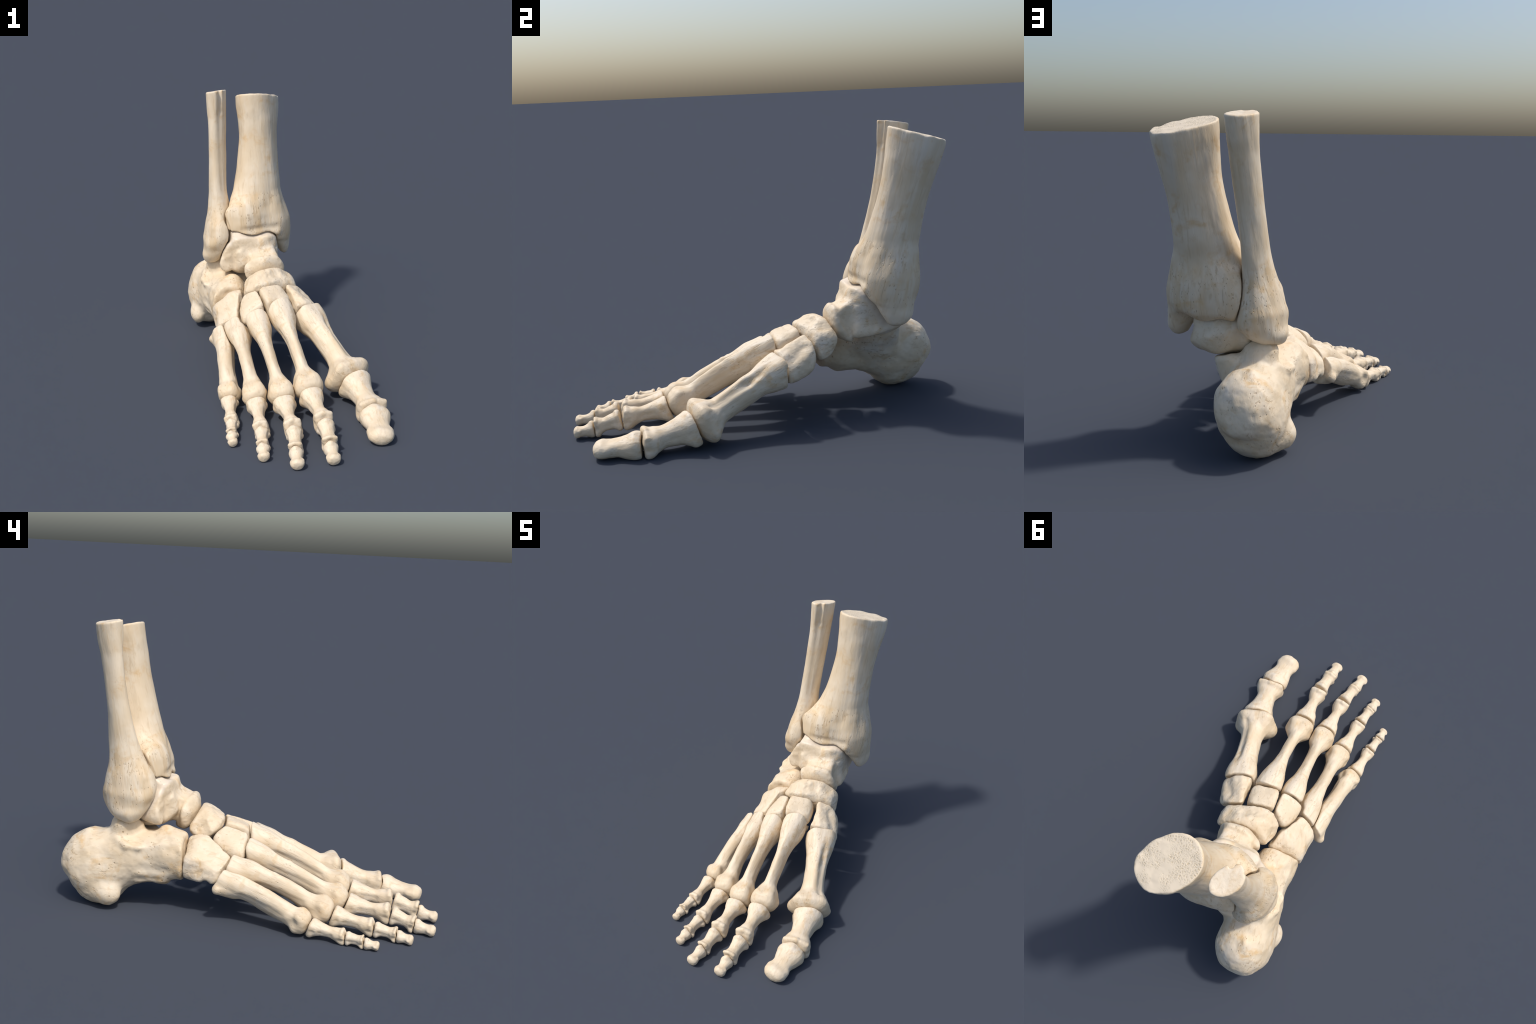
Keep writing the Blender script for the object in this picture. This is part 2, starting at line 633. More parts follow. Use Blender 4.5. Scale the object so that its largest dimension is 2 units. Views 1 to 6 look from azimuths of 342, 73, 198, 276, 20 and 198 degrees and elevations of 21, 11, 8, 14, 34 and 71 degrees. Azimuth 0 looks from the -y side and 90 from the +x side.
# ---- outer shin bone ----------------------------------------------------
fibula_f = loft((0, 0, 0), X, Y, Z, [
    oval(0.455, -0.150, 0.630, 0.025, 0.020, 50),
    oval(0.475, -0.128, 0.645, 0.072, 0.052, 55),
    oval(0.510, -0.108, 0.652, 0.110, 0.080, 57),
    oval(0.550, -0.090, 0.654, 0.134, 0.095, 66),
    oval(0.600, -0.092, 0.646, 0.144, 0.093, 75),
    oval(0.650, -0.086, 0.638, 0.138, 0.087, 82),
    oval(0.700, -0.082, 0.640, 0.126, 0.080, 84),
    oval(0.760, -0.075, 0.654, 0.104, 0.070, 84, 2.0),
    oval(0.820, -0.071, 0.673, 0.089, 0.062, 79, 1.95),
    oval(0.900, -0.068, 0.691, 0.080, 0.053, 71, 1.9),
    oval(1.000, -0.060, 0.707, 0.071, 0.051, 62, 1.9),
    oval(1.100, -0.052, 0.725, 0.067, 0.050, 54, 1.9),
    oval(1.200, -0.045, 0.741, 0.068, 0.048, 49, 1.9),
    oval(1.300, -0.039, 0.756, 0.071, 0.050, 48, 1.9),
    oval(1.370, -0.036, 0.767, 0.077, 0.053, 51, 1.95),
    oval(1.530, -0.031, 0.782, 0.089, 0.057, 54, 2.0),
], k0=0.02, k1=0.01)
fibula_f = sculpt(fibula_f, [
    groove((-0.028, 0.722, 1.50), (-0.034, 0.702, 1.36), 0.011, 0.026, 0.014),      # split front crest
    groove((-0.034, 0.702, 1.36), (-0.060, 0.625, 0.88), 0.012, 0.014, 0.002),
    groove((-0.055, 0.705, 1.50), (-0.068, 0.670, 1.20), 0.012, -0.010, 0.0),
    groove((-0.085, 0.730, 1.50), (-0.095, 0.700, 1.25), 0.014, 0.008, 0.0),
    groove((-0.012, 0.725, 1.50), (-0.02, 0.700, 1.30), 0.010, -0.006, 0.0),
    dent((-0.190, 0.640, 0.56), 0.045, 0.010),
    dent((-0.13, 0.765, 0.57), 0.04, 0.006),
    groove((-0.165, 0.55, 0.63), (-0.15, 0.53, 0.55), 0.03, 0.006),
    groove((-0.10, 0.60, 0.95), (-0.15, 0.545, 0.70), 0.016, -0.004),
])
fibula_f = top_plane((-0.07, 0.20, 1.0), (-0.032, 0.712, 1.484), 0.008)(fibula_f)
tubercle = hull([(-0.080, 0.555, 0.780), (-0.078, 0.535, 0.700), (-0.060, 0.520, 0.630), (0.02, 0.50, 0.62), (0.04, 0.50, 0.80),
                 (0.02, 0.60, 0.62), (0.02, 0.60, 0.84), (-0.06, 0.575, 0.74), (-0.03, 0.545, 0.83)], 0.018, 0.008)   # front outer corner of the shin bone


def clear_of(base, other, gap, k):
    def f(G):
        return smax(base(G), gap - other(G), k)
    return f


fibula_f = clear_of(cut(fibula_f, 'talus', 0.006, 0.012), tubercle, 0.006, 0.012)

# ---- shin bone ----------------------------------------------------------
tibia_shaft = loft((0, 0, 0), X, Y, Z, [
    oval(0.600, 0.140, 0.625, 0.190, 0.140, 4, 2.8),
    oval(0.640, 0.140, 0.624, 0.203, 0.146, 6, 2.8),
    oval(0.700, 0.140, 0.622, 0.208, 0.146, 10, 2.6),
    oval(0.760, 0.140, 0.622, 0.200, 0.136, 16, 2.4),
    oval(0.820, 0.151, 0.634, 0.178, 0.126, 22, 2.2),
    oval(0.900, 0.170, 0.662, 0.150, 0.127, 26, 2.1),
    oval(1.000, 0.184, 0.688, 0.136, 0.120, 38, 2.1),
    oval(1.100, 0.196, 0.713, 0.132, 0.114, 46, 2.1),
    oval(1.200, 0.209, 0.739, 0.137, 0.109, 50, 2.1),
    oval(1.300, 0.218, 0.764, 0.147, 0.112, 47, 2.2),
    oval(1.370, 0.222, 0.780, 0.152, 0.116, 45, 2.2),
    oval(1.500, 0.226, 0.800, 0.152, 0.118, 46, 2.2),
], k0=0.022, k1=0.01)
malleolus = loft((0, 0, 0), E1, E2, Z, [
    quad(0.466, 0.112, 0.138, 0.650, 0.705, 2.0),
    quad(0.480, 0.098, 0.147, 0.635, 0.730, 2.0),
    quad(0.510, 0.078, 0.156, 0.615, 0.760, 2.0),
    quad(0.560, 0.035, 0.160, 0.585, 0.775, 2.0),
    quad(0.620, -0.010, 0.160, 0.552, 0.784, 2.1),
    quad(0.700, -0.010, 0.150, 0.535, 0.798, 2.1),
    quad(0.780, -0.010, 0.122, 0.550, 0.802, 2.1),
    quad(0.860, -0.010, 0.092, 0.580, 0.802, 2.1),
], k0=0.02, k1=0.05)
tibia_f = top_plane(ank(0.0, 0.27, 1.0), ank(-0.02, 0.672, 1.461), 0.008)(union(0.04, tibia_shaft, malleolus, tubercle,
            ell((0.030, 0.715, 0.680), (0.085, 0.058, 0.110)), ell((0.15, 0.728, 0.710), (0.13, 0.060, 0.150))))
tibia_f = sculpt(tibia_f, [
    groove((-0.02, 0.470, 0.650), (0.24, 0.480, 0.645), 0.022, -0.014),          # rim above the ankle joint
    groove((-0.01, 0.465, 0.694), (0.23, 0.470, 0.690), 0.014, 0.011),
    groove((-0.075, 0.555, 0.79), (-0.060, 0.510, 0.65), 0.022, -0.004),
    dent((0.00, 0.500, 0.755), 0.05, 0.006),
    groove((0.24, 0.555, 0.80), (0.245, 0.62, 1.30), 0.035, -0.004),          # front crest
    groove((0.10, 0.53, 0.85), (0.14, 0.62, 1.30), 0.05, 0.005),
    groove((0.07, 0.66, 0.95), (0.10, 0.72, 1.35), 0.035, 0.006),
    dent((0.335, 0.62, 0.56), 0.035, 0.006),
    groove((0.32, 0.69, 0.64), (0.31, 0.70, 0.52), 0.018, 0.006),
    # chipped saw-cut rim
    dent((0.345, 0.775, 1.436), 0.022, 0.014), dent((0.345, 0.835, 1.416), 0.020, 0.016),
    dent((0.310, 0.905, 1.401), 0.022, 0.014), dent((0.20, 0.945, 1.391), 0.032, 0.014), dent((0.30, 0.70, 1.451), 0.02, 0.006),
])
tibia_f = cut(cut(tibia_f, 'talus', 0.009, 0.012), 'fibula', 0.006, 0.010)

# ---- heel bone ----------------------------------------------------------
calc_body = loft((0, 0, 0), X, Z, Y, [
    quad(0.335, -0.213, -0.010, 0.165, 0.405, 2.6),
    quad(0.375, -0.217, 0.005, 0.160, 0.418, 2.5),
    quad(0.430, -0.217, 0.020, 0.132, 0.418, 2.4),
    quad(0.500, -0.217, 0.030, 0.128, 0.405, 2.3, -5),
    quad(0.580, -0.222, 0.034, 0.112, 0.405, 2.2, -9),
    quad(0.640, -0.228, 0.038, 0.080, 0.415, 2.2, -11),
    quad(0.700, -0.238, 0.042, 0.040, 0.412, 2.2, -12),
    quad(0.760, -0.248, 0.044, 0.014, 0.402, 2.1, -12),
    quad(0.820, -0.252, 0.046, 0.010, 0.398, 2.1, -12),
    quad(0.870, -0.244, 0.044, 0.022, 0.386, 2.1, -11),
    quad(0.910, -0.228, 0.034, 0.052, 0.364, 2.1, -10),
    quad(0.950, -0.206, 0.012, 0.102, 0.328, 2.0, -8),
    quad(0.980, -0.182, -0.022, 0.138, 0.290, 2.0, -4),
    quad(0.999, -0.145, -0.070, 0.180, 0.245, 2.0),
], k0=0.015, k1=0.01)
calc_f = union(0.035, calc_body,
               ell((-0.085, 0.650, 0.42), (0.085, 0.085, 0.075)),
               hull([(0.120, 0.55, 0.385), (0.155, 0.67, 0.400), (0.11, 0.740, 0.415), (0.0, 0.50, 0.39), (0.0, 0.745, 0.43),
                     (0.118, 0.56, 0.345), (0.115, 0.68, 0.345), (0.04, 0.46, 0.26), (0.045, 0.74, 0.22), (0.03, 0.6, 0.18), (-0.05, 0.6, 0.18)], 0.024),
               ell((-0.065, 0.445, 0.392), (0.040, 0.035, 0.036)),
               ell((-0.222, 0.720, 0.085), (0.046, 0.070, 0.060)),
               ell((-0.128, 0.775, 0.085), (0.108, 0.110, 0.085)))
calc_f = sculpt(calc_f, [
    dent((-0.190, 0.555, 0.430), 0.060, 0.032),          # hollow in front of the ankle facet
    groove((-0.185, 0.700, 0.385), (-0.205, 0.628, 0.348), 0.020, -0.006, -0.012),   # crest along the outer side
    groove((-0.205, 0.628, 0.348), (-0.212, 0.560, 0.345), 0.020, -0.012),
    groove((-0.212, 0.560, 0.345), (-0.212, 0.430, 0.382), 0.020, -0.012, -0.008),
    dent((-0.165, 0.610, 0.400), 0.045, 0.016),
    dent((-0.235, 0.490, 0.295), 0.050, 0.014),
    groove((-0.228, 0.535, 0.236), (-0.225, 0.430, 0.230), 0.022, 0.022),
    groove((-0.195, 0.570, 0.150), (-0.195, 0.420, 0.155), 0.018, -0.008),
    groove((-0.215, 0.345, 0.380), (-0.205, 0.345, 0.200), 0.014, -0.006),
    dent((-0.28, 0.72, 0.25), 0.09, 0.016),
    groove((-0.10, 0.392, 0.14), (-0.22, 0.392, 0.15), 0.014, 0.018),
    dent((0.07, 0.53, 0.20), 0.08, 0.020),
    dent((-0.265, 0.88, 0.30), 0.07, 0.010),
    groove((-0.20, 0.965, 0.075), (-0.02, 0.955, 0.105), 0.035, 0.014),
    dent((-0.235, 0.385, 0.345), 0.030, 0.010),
    groove((-0.02, 0.795, 0.415), (-0.18, 0.80, 0.405), 0.030, 0.014),
    dent((-0.115, 0.855, 0.405), 0.03, -0.010),
    groove((-0.12, 0.33, 0.36), (-0.20, 0.44, 0.40), 0.016, 0.006),
    dent((0.02, 0.88, 0.28), 0.05, -0.006), dent((-0.07, 0.995, 0.23), 0.06, 0.006),
])
calc_f = cut(calc_f, 'talus', 0.006, 0.010)

# ---- boat bone ----------------------------------------------------------
nav_f = hull([
    (-0.068, 0.210, 0.402), (-0.025, 0.345, 0.405), (-0.048, 0.27, 0.350), (0.153, 0.166, 0.440), (0.262, 0.198, 0.395),
    (0.270, 0.325, 0.425), (0.235, 0.318, 0.455), (0.170, 0.275, 0.508), (0.092, 0.262, 0.522), (0.062, 0.225, 0.516), (0.000, 0.235, 0.495), (0.066, 0.160, 0.468),
    (0.010, 0.148, 0.443), (0.265, 0.21, 0.322), (0.262, 0.285, 0.340), (0.10, 0.22, 0.31), (0.12, 0.30, 0.33),
    (-0.015, 0.325, 0.455), (0.225, 0.225, 0.470), (0.15, 0.20, 0.480)])
nav_f = sculpt(nav_f, [
    groove((0.01, 0.190, 0.490), (0.045, 0.20, 0.510), 0.022, 0.016),
    groove((0.09, 0.205, 0.505), (0.14, 0.215, 0.505), 0.022, 0.016),
    groove((0.00, 0.165, 0.460), (0.13, 0.175, 0.470), 0.014, -0.005),
    dent((0.215, 0.250, 0.485), 0.030, 0.022),
    dent((-0.055, 0.28, 0.435), 0.035, 0.016),
    groove((0.03, 0.20, 0.50), (-0.01, 0.17, 0.45), 0.014, -0.006),
    groove((-0.03, 0.24, 0.47), (-0.055, 0.215, 0.42), 0.014, -0.005),
    dent((0.285, 0.26, 0.40), 0.03, 0.006),
])
nav_f = cut(nav_f, 'talus', 0.008, 0.010)
nav_f = cut(nav_f, 'calcaneus', 0.009)

# ---- wedge bones --------------------------------------------------------
wedge_in = hull([
    (0.165, 0.178, 0.440), (0.265, 0.200, 0.398), (0.312, 0.185, 0.320), (0.300, 0.155, 0.262), (0.20, 0.17, 0.26),
    (0.176, -0.015, 0.366), (0.285, 0.010, 0.368), (0.338, 0.030, 0.310), (0.335, 0.035, 0.24), (0.27, 0.035, 0.215),
    (0.20, 0.04, 0.22), (0.17, 0.02, 0.30), (0.165, 0.10, 0.40), (0.300, 0.10, 0.375)])
wedge_in = sculpt(wedge_in, [
    groove((0.265, 0.13, 0.400), (0.315, 0.035, 0.360), 0.026, 0.022),
    dent((0.195, 0.03, 0.400), 0.018, 0.010),
    groove((0.185, 0.16, 0.435), (0.235, 0.01, 0.385), 0.020, -0.006),
    groove((0.160, 0.11, 0.395), (0.165, 0.05, 0.365), 0.024, 0.014),
    groove((0.19, 0.005, 0.375), (0.32, 0.03, 0.335), 0.012, -0.004),
])
wedge_in = cut(wedge_in, 'navicular', 0.009)
wedge_mid = hull([
    (0.012, 0.155, 0.447), (0.133, 0.175, 0.455), (0.155, 0.11, 0.430), (0.012, 0.028, 0.424), (0.143, 0.040, 0.420),
    (0.160, 0.04, 0.35), (0.03, 0.03, 0.30), (0.03, 0.16, 0.30), (0.15, 0.17, 0.35)])
wedge_mid = sculpt(wedge_mid, [groove((0.01, 0.10, 0.452), (0.13, 0.105, 0.455), 0.008, 0.002),
                               dent((0.145, 0.09, 0.445), 0.02, 0.006)])
wedge_mid = cut(cut(wedge_mid, 'navicular', 0.009), 'wedge_in', 0.009)
wedge_out = hull([
    (-0.000, 0.155, 0.446), (-0.078, 0.205, 0.402), (-0.138, 0.082, 0.330), (-0.106, 0.022, 0.365), (-0.008, 0.020, 0.408),
    (-0.13, 0.03, 0.29), (-0.08, 0.17, 0.28), (0.00, 0.02, 0.28), (0.00, 0.17, 0.29)])
wedge_out = sculpt(wedge_out, [groove((-0.100, 0.052, 0.378), (-0.030, 0.050, 0.412), 0.012, 0.008),
                               dent((-0.06, 0.12, 0.42), 0.05, -0.004)])
wedge_out = cut(cut(wedge_out, 'navicular', 0.009), 'wedge_mid', 0.009)

# ---- cube bone ----------------------------------------------------------
cuboid_f = hull([
    (-0.035, 0.338, 0.378), (-0.083, 0.208, 0.406), (-0.141, 0.082, 0.315), (-0.255, 0.140, 0.245), (-0.228, 0.300, 0.310),
    (-0.212, 0.345, 0.275), (-0.15, 0.26, 0.392), (-0.205, 0.345, 0.215), (-0.230, 0.265, 0.190), (-0.245, 0.150, 0.195),
    (-0.11, 0.09, 0.22), (-0.05, 0.20, 0.24), (-0.05, 0.34, 0.23), (-0.1, 0.35, 0.20), (-0.195, 0.100, 0.285)])
cuboid_f = sculpt(cuboid_f, [
    dent((-0.195, 0.23, 0.368), 0.045, 0.010),
    groove((-0.10, 0.21, 0.41), (-0.15, 0.33, 0.37), 0.02, -0.004),
    dent((-0.258, 0.225, 0.26), 0.045, 0.022),
    groove((-0.25, 0.205, 0.19), (-0.10, 0.20, 0.19), 0.018, 0.018),
    groove((-0.250, 0.135, 0.27), (-0.15, 0.085, 0.33), 0.012, -0.007),
    groove((-0.225, 0.175, 0.30), (-0.14, 0.12, 0.365), 0.016, 0.006),
])
cuboid_f = cut(cut(cut(cuboid_f, 'calcaneus', 0.009), 'wedge_out', 0.009), 'navicular', 0.009)


# ---- rays ---------------------------------------------------------------
class Local:
    """Frame of a long bone: L along it, W toward the inside of the foot, H up."""

    def __init__(s, p0, p1, up):
        s.o = np.array(p0, dtype=float)
        s.L = unit(np.subtract(p1, p0))
        s.W = unit(np.cross(up, s.L))
        s.H = np.cross(s.L, s.W)
        s.len = float(np.linalg.norm(np.subtract(p1, p0)))

    def at(s, t, w, h):
        return tuple(s.o + s.L * t * s.len + s.W * w + s.H * h)

    def rot(s):
        return np.stack([s.W, s.H, s.L])


def metatarsal(p0, p1, up, base, shaft, head, bow, tri=1.9, twist=0.0, belly=1.28, fill=0.8):
    """base/shaft/head: (half width, half height). p1 is the front of the head."""
    q = Local(p0, p1, up)
    n = q.len
    (bw, bh), (sw, sh), (hw, hh) = base, shaft, head
    st = []
    for t, w, u, d, e, dh in [
            (-0.03, bw * 0.98, bh, bh, 2.8, 0), (0.05, bw, bh, bh, 2.6, 0), (0.15, bw * 0.92, bh * 0.95, bh * 0.95, 2.2, bow * 0.4),
            (0.30, (bw + 2.5 * sw) / 3.5, (bh + 3 * sh) / 4, (bh + 2 * sh) / 3, tri, bow * 0.8),
            (0.45, sw, sh, sh * belly, tri, bow * 0.95), (0.60, sw, sh, sh * belly, tri, bow * 0.72),
            (0.73, sw * 1.15, sh * 1.02, sh * 1.25, 1.9, bow * 0.35),
            (0.83, hw * 0.82, hh * 0.84, hh * 0.88, 2.1, 0), (0.91, hw * 0.97, hh * 0.93, hh * 0.98, 2.5, 0),
            (1.0, hw * 0.82, hh * 0.78, hh * 0.85, 2.3, -0.004)]:
        d += fill * max(dh, 0)
        st.append((t * n, 0, dh, w, w, d, u, e, twist * max(0.0, 1 - t / 0.6)))
    body = loft(q.o, q.W, q.H, q.L, st, k0=0.008, k1=hh * 0.5)
    ball = ell(q.at(0.90, 0, -hh * 0.12), (hw * 0.88, hh * 0.90, n * 0.10), q.rot())
    f = union(0.012, body, ball)
    ops = []
    for s in (-1, 1):
        ops.append(dent(q.at(0.875, s * hw * 0.60, hh * 0.85), hw * 0.34, -0.008))      # tubercles
        ops.append(dent(q.at(0.86, s * hw * 1.0, 0.25 * hh), hw * 0.36, 0.012))          # side hollows
        ops.append(dent(q.at(0.88, s * hw * 0.95, -0.5 * hh), hw * 0.40, -0.008))
        ops.append(groove(q.at(0.25, s * sw * 1.1, sh * 0.35), q.at(0.72, s * sw * 1.1, sh * 0.35), sh * 0.30, 0.004))
    ops.append(groove(q.at(0.945, -hw * 0.5, hh * 1.0), q.at(0.945, hw * 0.5, hh * 1.0), hh * 0.15, 0.006))
    ops.append(dent(q.at(0.80, 0, hh * 0.95), hw * 0.3, 0.006))
    ops.append(groove(q.at(0.16, 0, bh), q.at(0.40, 0, sh + bow), sw * 0.45, 0.0, -0.006))     # crest on top
    ops.append(groove(q.at(0.40, 0, sh + bow), q.at(0.76, 0, sh + bow * 0.3), sw * 0.45, -0.006, -0.003))
    return sculpt(f, ops), q


def proximal(p0, p1, up, base, waist, head, lip=0.0):
    q = Local(p0, p1, up)
    n = q.len
    (bw, bh), (sw, sh), (hw, hh) = base, waist, head
    st = [(t * n, 0, dh, w, w, d, u, e) for t, w, u, d, e, dh in [
        (-0.06, bw * 0.92, bh * 0.95, bh * 0.95, 2.5, 0), (0.05, bw, bh, bh, 2.4, 0),
        (0.16, bw * 0.94, bh * 0.86, bh * 0.88, 2.2, 0.002), (0.36, (bw + 3 * sw) / 4, (bh + 4 * sh) / 5, (bh + 3 * sh) / 4, 2.0, 0.003),
        (0.58, sw, sh * 0.94, sh, 2.0, 0.003), (0.74, (sw + hw) / 2, (sh + hh) / 2, (sh + hh) / 2, 2.1, 0.002),
        (0.88, hw, hh * 0.95, hh, 2.5, 0), (1.0, hw * 0.94, hh * 0.72, hh * 0.94, 2.6, -0.003)]]
    f = loft(q.o, q.W, q.H, q.L, st, k0=0.008, k1=hh * 0.40)
    ops = [dent(q.at(0.80, 0, hh * 1.1), hw * 0.40, 0.006),
           groove(q.at(0.90, -hw * 0.75, hh * 0.78), q.at(0.88, 0, hh * 0.98), hh * 0.22, -min(0.013, 0.20 * hh)),
           groove(q.at(0.90, hw * 0.75, hh * 0.78), q.at(0.88, 0, hh * 0.98), hh * 0.22, -min(0.013, 0.20 * hh)),
           groove(q.at(1.0, 0, hh * 0.6), q.at(1.02, 0, -0.6 * hh), hw * 0.30, 0.008),
           groove(q.at(0.30, 0, -sh * 1.2), q.at(0.7, 0, -sh * 1.2), sw * 0.6, 0.006),
           dent(q.at(0.02, 0, bh * 1.0), bw * 0.35, -lip)]
    for s in (-1, 1):
        ops.append(dent(q.at(0.90, s * hw * 1.0, -0.05 * hh), hw * 0.30, 0.010))
        ops.append(dent(q.at(0.06, s * bw * 0.8, -bh * 0.6), bw * 0.4, -0.008))
        ops.append(dent(q.at(0.14, s * bw * 0.95, bh * 0.1), bw * 0.28, 0.006))
        ops.append(groove(q.at(0.30, s * sw, sh * 0.1), q.at(0.62, s * sw, sh * 0.1), sh * 0.4, 0.005))
        ops.append(dent(q.at(0.96, s * hw * 0.7, -hh * 0.7), hw * 0.35, -0.006))
    return sculpt(f, ops), q


def distal(p0, p1, up, base, waist, tuft):
    q = Local(p0, p1, up)
    n = q.len
    (bw, bh), (sw, sh), (tw, th) = base, waist, tuft
    st = [(t * n, 0, dh, w, w, d, u, e) for t, w, u, d, e, dh in [
        (-0.08, bw * 0.90, bh * 0.95, bh * 0.95, 2.4, 0), (0.06, bw, bh, bh, 2.3, 0), (0.24, bw * 0.90, bh * 0.84, bh * 0.9, 2.1, 0),
        (0.48, sw, sh, sh, 2.0, 0), (0.64, (sw + tw) / 2, th * 0.92, sh, 2.0, 0), (0.80, tw, th, th, 2.1, 0),
        (0.92, tw * 0.82, th * 0.84, th * 0.88, 2.0, -0.001), (0.98, tw * 0.55, th * 0.55, th * 0.6, 2.0, -0.001), (1.0, tw * 0.3, th * 0.3, th * 0.35, 2.0, -0.001)]]
    f = loft(q.o, q.W, q.H, q.L, st, k0=0.008, k1=0.006)
    ops = [dent(q.at(0.45, 0, sh * 1.25), sw * 0.45, 0.003), dent(q.at(0.62, 0, th * 1.05), tw * 0.3, 0.003)]
    for s in (-1, 1):
        ops.append(dent(q.at(0.66, s * tw * 0.90, 0.25 * th), tw * 0.26, -0.006))
        ops.append(dent(q.at(0.08, s * bw * 0.7, bh * 0.2), bw * 0.4, -0.004))
        ops.append(dent(q.at(0.50, s * sw * 1.1, 0), sw * 0.40, 0.004))
    ops.append(dent(q.at(0.03, 0, bh * 1.0), bw * 0.40, -0.010))
    return sculpt(f, ops), q


MADE = []


def plan(name, f, q, pad, mat, h, seed, extra=0.03, key=None):
    a, b = q.o - q.L * extra, q.o + q.L * (q.len + extra)
    lo, hi = np.minimum(a, b) - pad, np.maximum(a, b) + pad
    MADE.append((name, f, lo, hi, h, mat, tuple(q.L), seed, key))


UP = {1: (0.05, 0.1, 1), 2: (-0.04, 0.1, 1), 3: (-0.14, 0.1, 1), 4: (-0.24, 0.1, 1), 5: (-0.30, 0.1, 1)}
META = {
    1: ((0.247, 0.015, 0.297), (0.328, -0.455, 0.102), (0.090, 0.086), (0.062, 0.056), (0.126, 0.110), 0.014),
    2: ((0.085, 0.030, 0.355), (0.061, -0.522, 0.115), (0.072, 0.080), (0.032, 0.044), (0.082, 0.074), 0.028),
    3: ((-0.047, 0.030, 0.316), (-0.083, -0.512, 0.098), (0.066, 0.078), (0.033, 0.044), (0.074, 0.072), 0.020),
    4: ((-0.143, 0.085, 0.252), (-0.212, -0.447, 0.086), (0.070, 0.078), (0.035, 0.044), (0.070, 0.066), 0.040),
    5: ((-0.215, 0.115, 0.213), (-0.325, -0.338, 0.062), (0.064, 0.068), (0.042, 0.046), (0.062, 0.060), 0.026)}
PROX = {
    1: ((0.329, -0.460, 0.098), (0.329, -0.712, 0.053), (0.090, 0.088), (0.060, 0.056), (0.088, 0.066)),
    2: ((0.060, -0.525, 0.115), (0.043, -0.760, 0.084), (0.064, 0.064), (0.034, 0.040), (0.052, 0.056)),
    3: ((-0.084, -0.515, 0.098), (-0.114, -0.745, 0.073), (0.060, 0.058), (0.032, 0.037), (0.049, 0.050)),
    4: ((-0.213, -0.450, 0.083), (-0.253, -0.662, 0.050), (0.054, 0.051), (0.030, 0.033), (0.042, 0.042)),
    5: ((-0.326, -0.341, 0.060), (-0.366, -0.522, 0.038), (0.046, 0.045), (0.028, 0.028), (0.037, 0.036))}
MID = {
    2: ((0.041, -0.775, 0.080), (0.017, -0.895, 0.050), (0.046, 0.049), (0.036, 0.036), (0.042, 0.048)),
    3: ((-0.118, -0.760, 0.068), (-0.150, -0.870, 0.042), (0.042, 0.044), (0.033, 0.032), (0.038, 0.043)),
    4: ((-0.256, -0.675, 0.047), (-0.284, -0.776, 0.036), (0.037, 0.036), (0.029, 0.028), (0.033, 0.036)),
    5: ((-0.369, -0.533, 0.037), (-0.391, -0.613, 0.033), (0.032, 0.031), (0.026, 0.025), (0.029, 0.031))}
DIST = {
    1: ((0.323, -0.729, 0.048), (0.272, -0.933, 0.040), (0.078, 0.062), (0.060, 0.043), (0.066, 0.042)),
    2: ((0.014, -0.905, 0.042), (-0.004, -1.001, 0.029), (0.036, 0.038), (0.029, 0.026), (0.034, 0.029)),
    3: ((-0.153, -0.880, 0.037), (-0.180, -0.976, 0.027), (0.034, 0.035), (0.028, 0.025), (0.033, 0.028)),
    4: ((-0.287, -0.784, 0.031), (-0.306, -0.858, 0.024), (0.031, 0.030), (0.025, 0.022), (0.029, 0.024)),
    5: ((-0.396, -0.622, 0.029), (-0.408, -0.690, 0.023), (0.028, 0.027), (0.022, 0.020), (0.024, 0.022))}

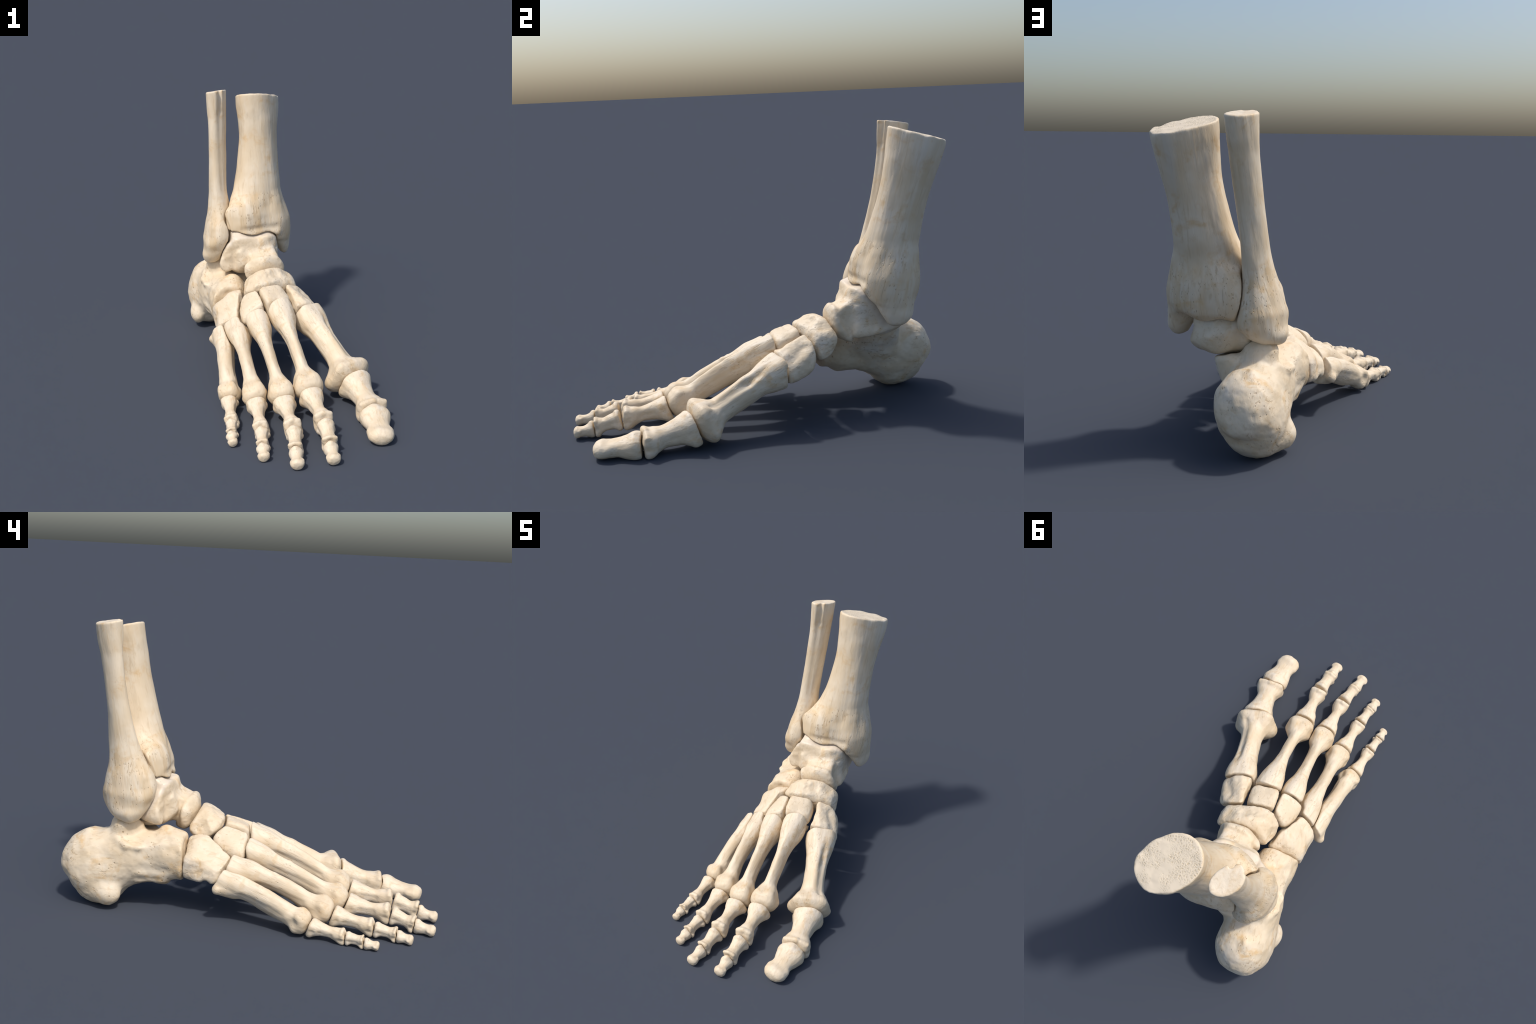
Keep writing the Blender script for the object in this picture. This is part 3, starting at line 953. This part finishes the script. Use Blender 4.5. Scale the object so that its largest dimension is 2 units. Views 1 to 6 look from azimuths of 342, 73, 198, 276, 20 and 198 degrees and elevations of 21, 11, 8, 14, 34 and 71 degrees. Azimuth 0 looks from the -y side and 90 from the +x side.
GAP = 0.007
TARSAL = {1: ['wedge_in', 'wedge_mid'], 2: ['wedge_mid', 'wedge_in', 'wedge_out'], 3: ['wedge_out', 'wedge_mid'],
          4: ['cuboid', 'wedge_out'], 5: ['cuboid']}
prev = None
for r in range(1, 6):
    p0, p1, b, s, hd, bow = META[r]
    mf, mq = metatarsal(p0, p1, UP[r], b, s, hd, bow, tri=1.8 if r == 1 else 2.0, twist={1: -8, 2: 6, 3: 14, 4: 24, 5: 24}[r],
                        belly={3: 1.1, 4: 0.95, 5: 1.45}.get(r, 1.28), fill={3: 0.6, 4: 0.3}.get(r, 0.8))
    if r == 1:
        mf = sculpt(mf, [groove(mq.at(0.10, 0.036, 0.076), mq.at(0.38, 0.034, 0.058), 0.017, 0.0, 0.018),
                         groove(mq.at(0.38, 0.034, 0.058), mq.at(0.82, 0.044, 0.066), 0.017, 0.018, 0.012),
                         dent(mq.at(0.88, -0.10, -0.05), 0.05, -0.012)])
    if r == 5:
        mf = union(0.025, mf, cap(mq.at(0.14, -0.020, -0.015), (-0.280, 0.138, 0.182), 0.036, 0.023))
    for tf in TARSAL[r]:
        mf = cut(mf, tf, 0.008)
    if prev is not None:
        mf = cut(mf, prev, 0.005)
    prev = 'metatarsal%d' % r
    plan('metatarsal', mf, mq, 0.17 if r == 1 else 0.13, MAT_LONG, 0.004 if r == 1 else 0.0036, 20 + r, 0.06, key=prev)
    nudge = np.array((-0.003, -0.001, -0.003)) if r > 1 else np.zeros(3)       # lesser toes sit a little low and outward
    pf, pq = proximal(PROX[r][0] + nudge, PROX[r][1] + nudge, UP[r], *PROX[r][2:])
    pf = cut(pf, prev, GAP)
    plan('proximal_phalanx', pf, pq, 0.12 if r == 1 else 0.09, MAT_TOE, 0.0036 if r == 1 else 0.003, 30 + r, key='prox%d' % r)
    last = 'prox%d' % r
    if r > 1:
        kf, kq = proximal(MID[r][0] + nudge, MID[r][1] + nudge, UP[r], *MID[r][2:], lip=0.010)
        kf = cut(kf, last, 0.004, 0.004)
        plan('middle_phalanx', kf, kq, 0.07, MAT_TOE, 0.0026, 40 + r, key='mid%d' % r)
        last = 'mid%d' % r
    df, dq = distal(DIST[r][0] + nudge, DIST[r][1] + nudge * (1, 0, 0.5), UP[r], *DIST[r][2:])
    df = cut(df, last, 0.004, 0.004)
    plan('distal_phalanx', df, dq, 0.10 if r == 1 else 0.06, MAT_TOE, 0.003 if r == 1 else 0.0024, 50 + r, key='dist%d' % r)

make('talus', talus_f, (-0.22, 0.19, 0.31), (0.33, 0.80, 0.76), 0.0045, MAT_ANKLE, Z, 3, 0.0030, 0.055)
make('fibula', fibula_f, (-0.30, 0.42, 0.40), (0.12, 0.92, 1.53), 0.005, MAT_SHIN, (0.1, 0.16, 1), 2, 0.0022, 0.05, stretch=0.25)
make('tibia', tibia_f, (-0.17, 0.33, 0.40), (0.46, 1.02, 1.50), 0.0050, MAT_SHIN, (0.04, 0.27, 1), 1, 0.0026, 0.06, stretch=0.25,
     sawn=(ank(0.0, 0.27, 1.0), ank(-0.02, 0.672, 1.461), 0.006))
make('calcaneus', calc_f, (-0.36, 0.28, -0.03), (0.24, 1.04, 0.54), 0.0045, MAT_HEEL, Z, 4, 0.0042, 0.075)
make('navicular', nav_f, (-0.13, 0.09, 0.24), (0.36, 0.42, 0.62), 0.0042, MAT_BLOCK, Z, 5, 0.0036, 0.045)
make('cuneiform', wedge_in, (0.11, -0.07, 0.15), (0.40, 0.25, 0.49), 0.004, MAT_BLOCK, Z, 6, 0.0030, 0.045, key='wedge_in')
make('cuneiform', wedge_mid, (-0.03, -0.03, 0.24), (0.21, 0.23, 0.50), 0.0038, MAT_BLOCK, Z, 7, 0.0026, 0.045, key='wedge_mid')
make('cuneiform', wedge_out, (-0.19, -0.04, 0.22), (0.06, 0.26, 0.49), 0.0038, MAT_BLOCK, Z, 8, 0.0026, 0.045, key='wedge_out')
make('cuboid', cuboid_f, (-0.31, 0.03, 0.13), (0.02, 0.41, 0.46), 0.004, MAT_BLOCK, Z, 9, 0.0036, 0.050)
for m in MADE:
    shaft = m[0] == 'metatarsal'
    make(*m[:6], axis=m[6], seed=m[7], key=m[8], rough=0.0022 if shaft else 0.0014, wave=0.040 if shaft else 0.030,
         stretch=0.35 if shaft else 0.6)
